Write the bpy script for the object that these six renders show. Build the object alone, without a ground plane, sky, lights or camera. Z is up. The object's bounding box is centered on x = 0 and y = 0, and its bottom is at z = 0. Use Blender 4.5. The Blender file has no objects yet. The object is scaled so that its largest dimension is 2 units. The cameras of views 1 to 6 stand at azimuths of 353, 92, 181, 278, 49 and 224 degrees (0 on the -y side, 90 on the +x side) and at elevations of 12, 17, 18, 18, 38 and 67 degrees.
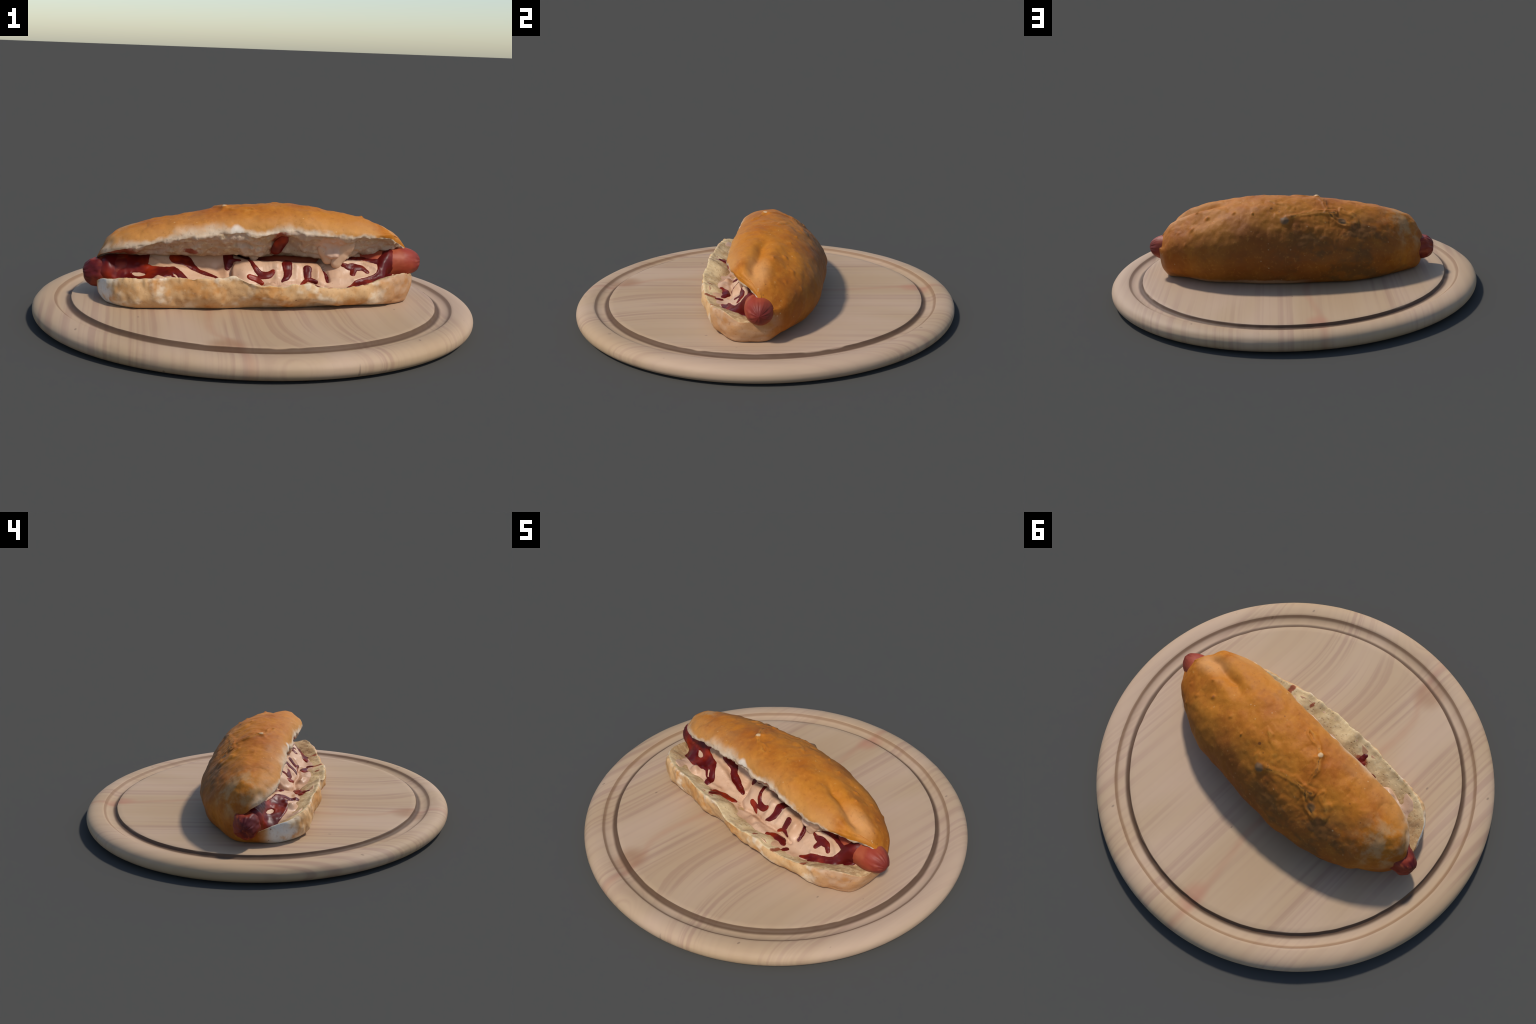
# A filled sausage roll lying on a round grooved wooden board.
import bpy, bmesh, math
import numpy as np

# ------------------------------------------------------------------ helpers
def smooth_interp(xs, vs, x):
    """monotone cubic (pchip) through stations xs -> vs"""
    xs = np.asarray(xs, float); vs = np.asarray(vs, float); x = np.asarray(x, float)
    h = np.diff(xs); d = np.diff(vs) / h
    m = np.zeros(len(xs)); m[0] = d[0]; m[-1] = d[-1]
    for i in range(1, len(xs) - 1):
        if d[i - 1] * d[i] > 0:
            w1 = 2 * h[i] + h[i - 1]; w2 = h[i] + 2 * h[i - 1]
            m[i] = (w1 + w2) / (w1 / d[i - 1] + w2 / d[i])
    xc = np.clip(x, xs[0], xs[-1])
    i = np.clip(np.searchsorted(xs, xc) - 1, 0, len(xs) - 2)
    t = (xc - xs[i]) / h[i]
    return ((2*t**3 - 3*t**2 + 1) * vs[i] + (t**3 - 2*t**2 + t) * h[i] * m[i]
            + (-2*t**3 + 3*t**2) * vs[i+1] + (t**3 - t**2) * h[i] * m[i+1])

def stations(text):
    """'x:v x:v ...' -> callable"""
    pairs = [p.split(':') for p in text.split()]
    xs = [float(a) for a, b in pairs]; vs = [float(b) for a, b in pairs]
    return lambda x: smooth_interp(xs, vs, x)

def sstep(a, b, x):
    t = np.clip((x - a) / (b - a), 0, 1)
    return t * t * (3 - 2 * t)

def _hash(ix, iy, iz, seed):
    n = (ix * 374761393 + iy * 668265263 + iz * 2147483647 + seed * 144665) & 0xffffffff
    n = ((n ^ (n >> 13)) * 1274126177) & 0xffffffff
    n = ((n ^ (n >> 16)) * 2246822519) & 0xffffffff
    return ((n ^ (n >> 15)) & 0xffffff) / float(0xffffff) * 2 - 1

def vnoise(P, scale, seed=0):
    q = np.asarray(P, float) * scale
    f = np.floor(q).astype(np.int64); t = q - f
    t = t * t * t * (t * (t * 6 - 15) + 10)
    out = 0
    for dx in (0, 1):
        for dy in (0, 1):
            for dz in (0, 1):
                w = (t[:, 0] if dx else 1 - t[:, 0]) * (t[:, 1] if dy else 1 - t[:, 1]) * (t[:, 2] if dz else 1 - t[:, 2])
                out = out + w * _hash(f[:, 0] + dx, f[:, 1] + dy, f[:, 2] + dz, seed)
    return out

def fbm(P, scale, seed=0, octaves=3, gain=0.5):
    a, s, o = 1.0, scale, 0
    for k in range(octaves):
        o = o + a * vnoise(np.asarray(P) + 3.7 * k, s, seed + k); a *= gain; s *= 2.03
    return o

def seg_dist(P, pts):
    """distance to a polyline and the position along it (0..1)"""
    P = np.asarray(P, float); pts = np.asarray(pts, float)
    L = np.linalg.norm(np.diff(pts, axis=0), axis=1); acc = np.concatenate([[0], np.cumsum(L)])
    best = np.full(len(P), 1e9); along = np.zeros(len(P))
    for i in range(len(pts) - 1):
        ab = pts[i + 1] - pts[i]
        k = np.clip(((P - pts[i]) @ ab) / (ab @ ab), 0, 1)
        d = np.linalg.norm(P - (pts[i] + k[:, None] * ab), axis=1)
        m = d < best
        best[m] = d[m]; along[m] = ((acc[i] + k * L[i]) / acc[-1])[m]
    return best, along

def catmull(ctrl, counts, closed):
    """ctrl: (n, k, dim) control points for n sections -> dense (n, m, dim)"""
    k = ctrl.shape[1]
    out = []
    nseg = k if closed else k - 1
    for i in range(nseg):
        if closed:
            p0, p1, p2, p3 = (ctrl[:, (i + j) % k] for j in (-1, 0, 1, 2))
        else:
            p1, p2 = ctrl[:, i], ctrl[:, i + 1]
            p0 = ctrl[:, i - 1] if i > 0 else 2 * p1 - p2
            p3 = ctrl[:, i + 2] if i + 2 < k else 2 * p2 - p1
        # centripetal (Barry-Goldman)
        def al(a, b): return np.maximum(np.linalg.norm(b - a, axis=-1), 1e-6) ** 0.5
        t0 = 0 * al(p0, p1); t1 = t0 + al(p0, p1); t2 = t1 + al(p1, p2); t3 = t2 + al(p2, p3)
        for s in np.arange(counts[i]) / counts[i]:
            t = t1 + (t2 - t1) * s
            f = lambda a, ta, b, tb: ((tb - t) / (tb - ta))[:, None] * a + ((t - ta) / (tb - ta))[:, None] * b
            A1, A2, A3 = f(p0, t0, p1, t1), f(p1, t1, p2, t2), f(p2, t2, p3, t3)
            B1, B2 = f(A1, t0, A2, t2), f(A2, t1, A3, t3)
            out.append(f(B1, t1, B2, t2))
    if not closed:
        out.append(ctrl[:, -1])
    return np.stack(out, 1)

def grid_faces(n, m, closed):
    i, j = np.meshgrid(np.arange(n - 1), np.arange(m if closed else m - 1), indexing='ij')
    j2 = (j + 1) % m
    return np.stack([i * m + j, i * m + j2, (i + 1) * m + j2, (i + 1) * m + j], -1).reshape(-1, 4)

def vert_normals(V, F):
    T = V[F]
    n = np.cross(T[:, 2] - T[:, 0], T[:, 3] - T[:, 1])
    N = np.zeros_like(V)
    for k in range(4):
        np.add.at(N, F[:, k], n)
    return N / np.maximum(np.linalg.norm(N, axis=1), 1e-12)[:, None]

def make_mesh(name, V, F, mat, parent=None, normals=None):
    F = [tuple(dict.fromkeys(f)) for f in np.asarray(F).tolist()]
    F = [f for f in F if len(f) > 2]
    me = bpy.data.meshes.new(name)
    me.from_pydata(np.asarray(V).tolist(), [], F)
    me.validate()
    me.polygons.foreach_set('use_smooth', np.ones(len(me.polygons), bool))
    me.update()
    ob = bpy.data.objects.new(name, me)
    bpy.context.collection.objects.link(ob)
    me.materials.append(mat)
    if normals is not None:
        me.normals_split_custom_set_from_vertices(np.asarray(normals).tolist())
    if parent: ob.parent = parent
    return ob

def sub_mesh(V, F, N, keep):
    Fk = F[keep]
    used = np.unique(Fk)
    remap = np.full(len(V), -1); remap[used] = np.arange(len(used))
    return V[used], remap[Fk], N[used]

# ------------------------------------------------------------------ node material helper
def srgb(r, g, b):
    return tuple((c / 12.92 if c <= 0.04045 else ((c + 0.055) / 1.055) ** 2.4) for c in (r / 255, g / 255, b / 255)) + (1,)

class Mat:
    def __init__(self, name):
        self.m = bpy.data.materials.new(name); self.m.use_nodes = True
        self.t = self.m.node_tree; self.n = self.t.nodes; self.l = self.t.links
        self.b = self.n['Principled BSDF']
        self.obj = self.n.new('ShaderNodeTexCoord').outputs['Object']
        s = self.n.new('ShaderNodeSeparateXYZ'); self.l.new(self.obj, s.inputs[0])
        self.x, self.y, self.z = s.outputs
    def put(self, sock, v):
        if hasattr(v, 'is_output'): self.l.new(v, sock)
        else: sock.default_value = v
    def math(self, op, a, b=0.0, c=None, clamp=False):
        n = self.n.new('ShaderNodeMath'); n.operation = op; n.use_clamp = clamp
        self.put(n.inputs[0], a); self.put(n.inputs[1], b)
        if c is not None: self.put(n.inputs[2], c)
        return n.outputs[0]
    def scaled(self, sx, sy, sz, loc=(0, 0, 0), vec=None):
        n = self.n.new('ShaderNodeMapping'); self.l.new(vec or self.obj, n.inputs['Vector'])
        n.inputs['Scale'].default_value = (sx, sy, sz); n.inputs['Location'].default_value = loc
        return n.outputs[0]
    def noise(self, scale, detail=3, rough=0.5, vec=None, dist=0.0):
        n = self.n.new('ShaderNodeTexNoise'); self.l.new(vec or self.obj, n.inputs['Vector'])
        n.inputs['Scale'].default_value = scale; n.inputs['Detail'].default_value = detail
        n.inputs['Roughness'].default_value = rough; n.inputs['Distortion'].default_value = dist
        return n.outputs[0]
    def voronoi(self, scale, feature='F1', vec=None):
        n = self.n.new('ShaderNodeTexVoronoi'); n.feature = feature
        self.l.new(vec or self.obj, n.inputs['Vector']); n.inputs['Scale'].default_value = scale
        return n.outputs[0]
    def smooth(self, v, a, b, lo=0.0, hi=1.0):
        n = self.n.new('ShaderNodeMapRange'); n.interpolation_type = 'SMOOTHSTEP'
        self.put(n.inputs[0], v)
        for k, q in zip((1, 2, 3, 4), (a, b, lo, hi)): self.put(n.inputs[k], q)
        return n.outputs[0]
    def mix(self, f, a, b, mode='MIX'):
        n = self.n.new('ShaderNodeMix'); n.data_type = 'RGBA'; n.blend_type = mode
        self.put(n.inputs[0], f); self.put(n.inputs[6], a); self.put(n.inputs[7], b)
        return n.outputs[2]
    def ramp(self, v, stops):
        n = self.n.new('ShaderNodeValToRGB'); self.put(n.inputs[0], v)
        e = n.color_ramp.elements
        while len(e) < len(stops): e.new(0.5)
        for k, (p, c) in zip(e, stops): k.position = p; k.color = c
        return n.outputs[0]
    def dist(self, p, scale=(1, 1, 1)):
        """distance of the object-space point from p, axes scaled"""
        n = self.n.new('ShaderNodeVectorMath'); n.operation = 'SUBTRACT'
        self.l.new(self.obj, n.inputs[0]); n.inputs[1].default_value = p
        k = self.n.new('ShaderNodeVectorMath'); k.operation = 'MULTIPLY'
        self.l.new(n.outputs[0], k.inputs[0]); k.inputs[1].default_value = scale
        q = self.n.new('ShaderNodeVectorMath'); q.operation = 'LENGTH'
        self.l.new(k.outputs[0], q.inputs[0])
        return q.outputs['Value']
    def vec(self, op, a, b=None, scale=None):
        n = self.n.new('ShaderNodeVectorMath'); n.operation = op
        self.put(n.inputs[0], a)
        if b is not None: self.put(n.inputs[1], b)
        if scale is not None: self.put(n.inputs['Scale'], scale)
        return n.outputs['Value'] if op in ('DOT_PRODUCT', 'LENGTH') else n.outputs['Vector']
    def seg(self, a, b):
        """distance of the object-space point from the segment a-b"""
        ab = [q - p for p, q in zip(a, b)]; L = sum(k * k for k in ab)
        pa = self.vec('SUBTRACT', self.obj, tuple(a))
        h = self.math('DIVIDE', self.vec('DOT_PRODUCT', pa, tuple(ab)), L, clamp=True)
        n = self.n.new('ShaderNodeVectorMath'); n.operation = 'SCALE'
        n.inputs[0].default_value = ab; self.put(n.inputs['Scale'], h)
        return self.vec('LENGTH', self.vec('SUBTRACT', pa, n.outputs['Vector']))
    def curve(self, v, pts, lo, hi):
        """float curve through (v, value) points, v range lo..hi, values 0..1"""
        u = self.math('DIVIDE', self.math('SUBTRACT', v, lo), hi - lo)
        n = self.n.new('ShaderNodeFloatCurve'); self.put(n.inputs['Value'], u)
        c = n.mapping.curves[0]
        P = [((a - lo) / (hi - lo), b) for a, b in pts]
        c.points[0].location = P[0]; c.points[1].location = P[-1]
        for p in P[1:-1]: c.points.new(*p)
        n.mapping.update()
        return n.outputs[0]
    def bump(self, h, strength, dist):
        n = self.n.new('ShaderNodeBump'); self.put(n.inputs['Height'], h)
        n.inputs['Strength'].default_value = strength; n.inputs['Distance'].default_value = dist
        self.l.new(n.outputs[0], self.b.inputs['Normal'])
    def done(self, col, rough, spec=0.5, **kw):
        self.put(self.b.inputs['Base Color'], col); self.put(self.b.inputs['Roughness'], rough)
        self.b.inputs['Specular IOR Level'].default_value = spec
        for k, v in kw.items(): self.b.inputs[k.replace('_', ' ')].default_value = v
        return self.m

# ------------------------------------------------------------------ materials
def mat_wood():
    M = Mat('pine_wood')
    base = srgb(178, 149, 117)
    # annual rings cut lengthwise (grain along y); rings bend into arches near the heart
    warp = M.noise(1.0, 2, 0.5, M.scaled(1.5, 0.34, 1.0))
    u = M.math('ADD', M.x, M.math('MULTIPLY', M.math('SUBTRACT', warp, 0.5), 0.09))
    arch = M.math('MULTIPLY', M.math('POWER', M.math('MAXIMUM', M.math('SUBTRACT', M.math('MULTIPLY', M.y, -1.0), 0.45), 0.0), 2.0), 0.7)
    u2 = M.math('SUBTRACT', u, M.math('MULTIPLY', arch, M.smooth(M.x, -0.1, 0.1)))
    fine = M.noise(1.0, 4, 0.6, M.scaled(90, 3.0, 20))
    u3 = M.math('ADD', u2, M.math('MULTIPLY', M.math('SUBTRACT', fine, 0.5), 0.01))
    w = M.n.new('ShaderNodeTexNoise'); w.noise_dimensions = '1D'
    M.put(w.inputs['W'], u3); w.inputs['Scale'].default_value = 26; w.inputs['Detail'].default_value = 2.5
    rings = M.smooth(w.outputs[0], 0.42, 0.64)
    zone = M.noise(1.0, 2, 0.5, M.scaled(3.2, 0.8, 1, (3.1, 0, 0)))
    dens = M.smooth(zone, 0.42, 0.6)
    k = M.math('MULTIPLY', rings, M.math('MULTIPLY_ADD', dens, 0.75, 0.15))
    col = M.mix(M.math('MULTIPLY', k, 0.62), base, srgb(148, 112, 92))
    # broad warm and pale drifts along the grain
    drift = M.noise(1.0, 2, 0.5, M.scaled(3.0, 0.8, 2, (7.7, 1.3, 0)))
    col = M.mix(M.smooth(drift, 0.4, 0.7, 0, 0.5), col, srgb(190, 160, 138))
    col = M.mix(M.smooth(drift, 0.5, 0.28, 0, 0.45), col, srgb(172, 140, 106))
    # reddish resin line through the heart, with two brown knots' ends
    line = M.curve(M.y, [(-1, 0.36), (-0.8, 0.30), (-0.72, 0.24), (-0.6, 0.13), (-0.35, 0.14), (0, 0.24), (0.33, 0.47), (0.55, 0.42), (0.8, 0.34), (1, 0.32)], -1, 1)
    lx = M.math('ADD', M.math('MULTIPLY_ADD', line, 0.5, -0.3), M.math('MULTIPLY', M.math('SUBTRACT', warp, 0.5), 0.02))
    dl = M.math('ABSOLUTE', M.math('SUBTRACT', M.x, lx))
    red = M.math('MULTIPLY', M.smooth(dl, 0.035, 0.0), M.math('MULTIPLY_ADD', M.noise(4, 2), 0.9, 0.05))
    col = M.mix(M.math('MULTIPLY', red, 0.6), col, srgb(164, 108, 82))
    for p, s, r, c in (((-0.19, -0.79, 0.09), (1.0, 0.9, 0), 0.11, srgb(150, 108, 76)), ((-0.11, 0.81, 0.09), (1.2, 0.8, 0), 0.09, srgb(172, 118, 92)),):
        col = M.mix(M.smooth(M.dist(p, s), r, r * 0.25, 0, 0.6), col, c)
    # small dark specks and scratches
    spk = M.voronoi(1.0, 'F1', M.scaled(9, 5, 1, (0.3, 0.1, 0)))
    col = M.mix(M.smooth(spk, 0.055, 0.03, 0, 0.55), col, srgb(110, 88, 74))
    # groove walls painted brown: captured shade of the groove put into the wood colour
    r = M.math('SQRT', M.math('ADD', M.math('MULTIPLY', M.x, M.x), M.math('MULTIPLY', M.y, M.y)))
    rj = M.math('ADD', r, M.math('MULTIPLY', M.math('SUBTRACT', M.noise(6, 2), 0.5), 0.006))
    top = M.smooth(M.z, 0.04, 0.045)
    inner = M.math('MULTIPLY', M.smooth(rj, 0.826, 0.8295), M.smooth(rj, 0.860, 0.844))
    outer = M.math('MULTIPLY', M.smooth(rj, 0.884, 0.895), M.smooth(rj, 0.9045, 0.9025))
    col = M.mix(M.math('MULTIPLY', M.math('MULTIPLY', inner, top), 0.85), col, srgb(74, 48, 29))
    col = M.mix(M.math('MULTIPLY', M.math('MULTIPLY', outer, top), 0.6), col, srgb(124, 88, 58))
    M.bump(M.math('ADD', M.math('MULTIPLY', fine, 0.5), M.math('MULTIPLY', rings, 0.4)), 0.25, 0.002)
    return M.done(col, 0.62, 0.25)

def lip_line(M):
    """height of the upper bun's cut rim along the loaf"""
    return M.curve(M.x, [(-0.72, 0.27), (-0.69, 0.285), (-0.565, 0.327), (-0.41, 0.364), (-0.2, 0.392), (0.0, 0.396), (0.14, 0.412), (0.33, 0.395), (0.55, 0.387), (0.65, 0.37), (0.72, 0.32)], -0.75, 0.75)

def mat_crust():
    M = Mat('golden_bread_crust')
    gold = srgb(184, 112, 30); amber = srgb(160, 86, 20); tan = srgb(200, 158, 110); pale = srgb(220, 198, 168)
    n1 = M.noise(3.6, 5, 0.62); n2 = M.noise(11, 4, 0.6); n3 = M.noise(60, 3, 0.6)
    col = M.mix(M.smooth(n1, 0.35, 0.65), gold, amber)
    col = M.mix(M.smooth(n2, 0.5, 0.75, 0, 0.45), col, srgb(194, 126, 44))
    col = M.mix(M.smooth(n2, 0.45, 0.3, 0, 0.4), col, srgb(134, 70, 20))
    # back flank: crust tint darkened for its shaded side, plus dull olive-brown patches
    back = M.smooth(M.math('ADD', M.y, M.math('MULTIPLY', M.math('SUBTRACT', n1, 0.5), 0.12)), 0.12, 0.3)
    col = M.mix(M.math('MULTIPLY', back, 0.6), col, srgb(106, 61, 24))
    patch = M.noise(1.0, 4, 0.6, M.scaled(5.0, 7.0, 7.0, (1.7, 0.2, 0.4)))
    band = M.math('MULTIPLY', M.smooth(M.y, 0.05, 0.2), M.smooth(M.x, 0.25, -0.2))
    col = M.mix(M.math('MULTIPLY', M.smooth(patch, 0.5, 0.62), M.math('MULTIPLY', band, 0.6)), col, srgb(88, 64, 34))
    dust = M.math('MULTIPLY', M.smooth(M.math('ADD', M.z, M.math('MULTIPLY', M.math('SUBTRACT', n2, 0.5), 0.03)), 0.128, 0.112), M.math('MULTIPLY', M.smooth(M.y, 0.05, 0.12), M.smooth(M.math('ABSOLUTE', M.math('SUBTRACT', M.x, 0.25)), 0.38, 0.22)))
    col = M.mix(M.math('MULTIPLY', dust, 0.7), col, srgb(176, 138, 104))
    # left end: floury pale grey patch
    le = M.math('MULTIPLY', M.smooth(M.dist((-0.62, 0.06, 0.34), (1, 1, 1)), 0.2, 0.06), M.smooth(n2, 0.42, 0.6))
    col = M.mix(M.math('MULTIPLY', le, 0.5), col, srgb(176, 148, 108))
    # right end crease is lighter, thin baked
    re = M.smooth(M.dist((0.60, -0.005, 0.41), (0.8, 1.6, 1.2)), 0.13, 0.03)
    col = M.mix(M.math('MULTIPLY', re, 0.4), col, srgb(214, 164, 110))
    # lower bun wall: tan with pale unbaked streaks
    zj = M.math('ADD', M.z, M.math('MULTIPLY', M.math('SUBTRACT', n2, 0.5), 0.05))
    front = M.math('MULTIPLY', M.smooth(M.y, -0.04, -0.12), M.smooth(M.z, 0.28, 0.25))
    endw = M.math('MULTIPLY', M.smooth(M.x, 0.48, 0.62), M.math('MULTIPLY', M.smooth(M.z, 0.26, 0.22), M.smooth(M.y, 0.13, -0.02)))
    front = M.math('MAXIMUM', front, endw)
    lower = M.mix(M.smooth(M.noise(7, 4, 0.6), 0.48, 0.62), tan, srgb(194, 138, 80))
    lower = M.mix(M.smooth(M.noise(1.0, 3, 0.6, M.scaled(8, 3, 9, (4.2, 0, 1))), 0.47, 0.62, 0, 0.85), lower, pale)
    lower = M.mix(M.math('MULTIPLY', endw, 0.7), lower, srgb(172, 120, 78))
    col = M.mix(front, col, lower)
    # pale floury corner at the left lower end
    corner = M.smooth(M.dist((-0.66, -0.16, 0.14), (1, 1, 1)), 0.10, 0.05)
    col = M.mix(M.math('MULTIPLY', corner, M.smooth(n2, 0.3, 0.5)), col, srgb(214, 204, 190))
    # pale unbaked rim along the upper cut edge
    above = M.math('SUBTRACT', zj, lip_line(M))
    wide = M.smooth(M.noise(6, 3), 0.35, 0.65, 0.02, 0.06)
    glow = M.math('MULTIPLY', M.smooth(M.math('ADD', above, M.math('MULTIPLY', M.smooth(M.x, 0.5, 0.66), 0.2)), 0.11, 0.01), M.math('MULTIPLY', M.smooth(M.y, 0.0, -0.06), M.smooth(M.z, 0.25, 0.28)))
    col = M.mix(M.math('MULTIPLY', glow, 0.6), col, srgb(200, 148, 86))
    rim = M.math('MULTIPLY', M.smooth(M.math('ADD', above, M.math('ABSOLUTE', M.math('MULTIPLY', M.smooth(M.x, 0.5, 0.72), 0.2))), wide, 0.004), M.math('MULTIPLY', M.smooth(M.y, 0.0, -0.06), M.smooth(M.z, 0.25, 0.28)))
    col = M.mix(M.math('MULTIPLY', rim, 0.8), col, srgb(208, 190, 166))
    # fine mottling, small flour specks, little dark blisters
    col = M.mix(M.smooth(n3, 0.55, 0.75, 0, 0.25), col, srgb(206, 142, 62))
    col = M.mix(M.smooth(n3, 0.45, 0.25, 0, 0.3), col, srgb(122, 62, 20))
    sp = M.voronoi(26); spm = M.smooth(M.noise(5, 2), 0.5, 0.6)
    col = M.mix(M.math('MULTIPLY', M.smooth(sp, 0.13, 0.06), M.math('MULTIPLY', spm, 0.3)), col, srgb(220, 190, 140))
    sd = M.voronoi(13, 'F1', M.scaled(1, 1, 1, (5, 2, 1)))
    col = M.mix(M.smooth(sd, 0.07, 0.04, 0, 0.6), col, srgb(120, 66, 30))
    # cracks: dark split with a bright, freshly torn margin
    d = None
    for c in CRACKS:
        for a, b in zip(c[:-1], c[1:]):
            q = M.seg(a, b)
            d = q if d is None else M.math('MINIMUM', d, q)
    d = M.math('ADD', d, M.math('MULTIPLY', M.math('SUBTRACT', M.noise(34, 3, 0.6), 0.5), 0.030))
    fade = M.smooth(M.noise(14, 3), 0.42, 0.56)
    col = M.mix(M.math('MULTIPLY', M.smooth(d, 0.016, 0.006), M.math('MULTIPLY', fade, 0.28)), col, srgb(200, 140, 56))
    col = M.mix(M.math('MULTIPLY', M.smooth(d, 0.0045, 0.001), M.math('MULTIPLY_ADD', fade, 0.5, 0.25)), col, srgb(84, 56, 26))
    for p, r, c in (((.034, .234, .437), .030, srgb(98, 84, 66)), ((-.27, .19, .41), .028, srgb(84, 68, 46)), ((-.145, .0, .503), .014, srgb(214, 184, 140)), ((-.1, -.13, .41), .035, srgb(216, 204, 188)),
                    ((.446, .121, .441), .010, srgb(150, 84, 44)), ((.06, .17, .47), .008, srgb(96, 52, 24)), ((.10, .15, .48), .009, srgb(100, 56, 26))):
        e = M.math('ADD', M.dist(p), M.math('MULTIPLY', M.math('SUBTRACT', n2, 0.5), r * 1.2))
        col = M.mix(M.smooth(e, r, r * 0.5, 0, 0.75), col, c)
    M.bump(M.math('ADD', M.math('MULTIPLY', n3, 0.4), M.math('MULTIPLY', M.noise(160, 2), 0.3)), 0.35, 0.004)
    return M.done(col, M.math('MULTIPLY_ADD', n2, 0.2, 0.5), 0.18)

def mat_crumb():
    M = Mat('soft_bread_crumb')
    n1 = M.noise(9, 4, 0.6); n2 = M.noise(40, 4, 0.65)
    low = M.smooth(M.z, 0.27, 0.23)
    col = M.mix(low, srgb(186, 160, 138), srgb(212, 184, 138))  # upper crumb colour dulled to taupe for the shadow under the top bun
    col = M.mix(M.smooth(n1, 0.45, 0.65, 0, 0.5), col, srgb(170, 136, 86))
    col = M.mix(M.smooth(n2, 0.5, 0.68, 0, 0.4), col, srgb(220, 202, 164))
    pores = M.smooth(M.voronoi(55), 0.28, 0.1)
    col = M.mix(M.math('MULTIPLY', pores, M.math('MULTIPLY', M.smooth(n1, 0.4, 0.55), 0.4)), col, srgb(150, 112, 80))
    col = M.mix(M.smooth(M.math('ADD', M.dist((.34, -.12, .33), (.8, 1, .7)), M.math('MULTIPLY', M.math('SUBTRACT', n1, 0.5), 0.06)), .075, .05), col, srgb(210, 172, 146))
    # spongy browned bread where the filling has soaked in
    soak = M.math('MULTIPLY', M.smooth(M.math('ADD', M.y, M.math('MULTIPLY', M.math('SUBTRACT', n1, 0.5), 0.12)), -0.27, -0.20), low)
    col = M.mix(M.math('MULTIPLY', soak, M.smooth(n2, 0.35, 0.6, 0.2, 0.7)), col, srgb(160, 116, 70))
    # streaks of tomato sauce run over the crumb
    n4 = M.noise(26, 3, 0.6)
    for p, s, r in (((0.10, -0.12, 0.365), (1, .6, 0.45), 0.045), ((0.09, -0.06, 0.31), (.8, .8, .8), 0.035), ((0.47, -0.235, 0.2), (2.4, .7, .5), 0.035), ((0.30, -0.27, 0.19), (1.8, .5, .5), 0.032),
                    ((0.16, -0.28, 0.2), (1.6, .9, .5), 0.022), ((-0.22, -0.23, 0.2), (.7, 1.6, .5), 0.035), ((-0.62, -0.08, 0.3), (0.8, 1, 1), 0.09), ((-0.3, -0.06, 0.3), (0.8, 1, 1), 0.03)):
        e = M.math('ADD', M.dist(p, s), M.math('MULTIPLY', M.math('SUBTRACT', n4, 0.5), 0.05))
        col = M.mix(M.smooth(e, r, r * 0.55, 0, 0.85), col, srgb(136, 42, 14))
    M.bump(M.math('ADD', n2, M.math('MULTIPLY', pores, -0.6)), 0.4, 0.005)
    return M.done(col, 0.8, 0.2)

def mat_mayo():
    M = Mat('creamy_pink_sauce')
    n1 = M.noise(7, 3); 
    col = M.mix(M.smooth(n1, 0.4, 0.7), srgb(206, 167, 135), srgb(190, 144, 108))
    sp = M.voronoi(75)
    col = M.mix(M.smooth(sp, 0.16, 0.08, 0, 0.5), col, srgb(140, 90, 60))
    M.bump(M.noise(22, 2), 0.15, 0.004)
    return M.done(col, 0.42, 0.35)

def mat_ketchup():
    M = Mat('dark_tomato_sauce')
    n1 = M.noise(9, 3)
    col = M.mix(M.smooth(n1, 0.46, 0.72), srgb(86, 12, 10), srgb(140, 38, 8))
    M.bump(M.noise(26, 3), 0.15, 0.004)
    return M.done(col, 0.4, 0.25)

def mat_sausage():
    M = Mat('smoked_sausage_skin')
    n1 = M.noise(1.0, 4, 0.6, M.scaled(6, 22, 22)); n2 = M.noise(10, 3)
    right = M.smooth(M.x, -0.1, 0.3)
    a = M.mix(M.smooth(n2, 0.42, 0.62), srgb(84, 12, 14), srgb(132, 44, 22))
    a = M.mix(M.smooth(M.noise(1.0, 4, 0.6, M.scaled(10, 30, 30)), 0.52, 0.7, 0, .7), a, srgb(170, 78, 36))
    b = M.mix(M.smooth(n2, 0.4, 0.65), srgb(146, 54, 34), srgb(166, 80, 48))
    col = M.mix(right, a, b)
    tip = M.smooth(M.x, 0.715, 0.775)
    col = M.mix(M.math('MULTIPLY', tip, 0.7), col, srgb(104, 30, 28))
    col = M.mix(M.smooth(n1, 0.55, 0.75, 0, 0.3), col, srgb(184, 96, 66))
    M.bump(n1, 0.4, 0.005)
    return M.done(col, 0.52, 0.3)

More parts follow.
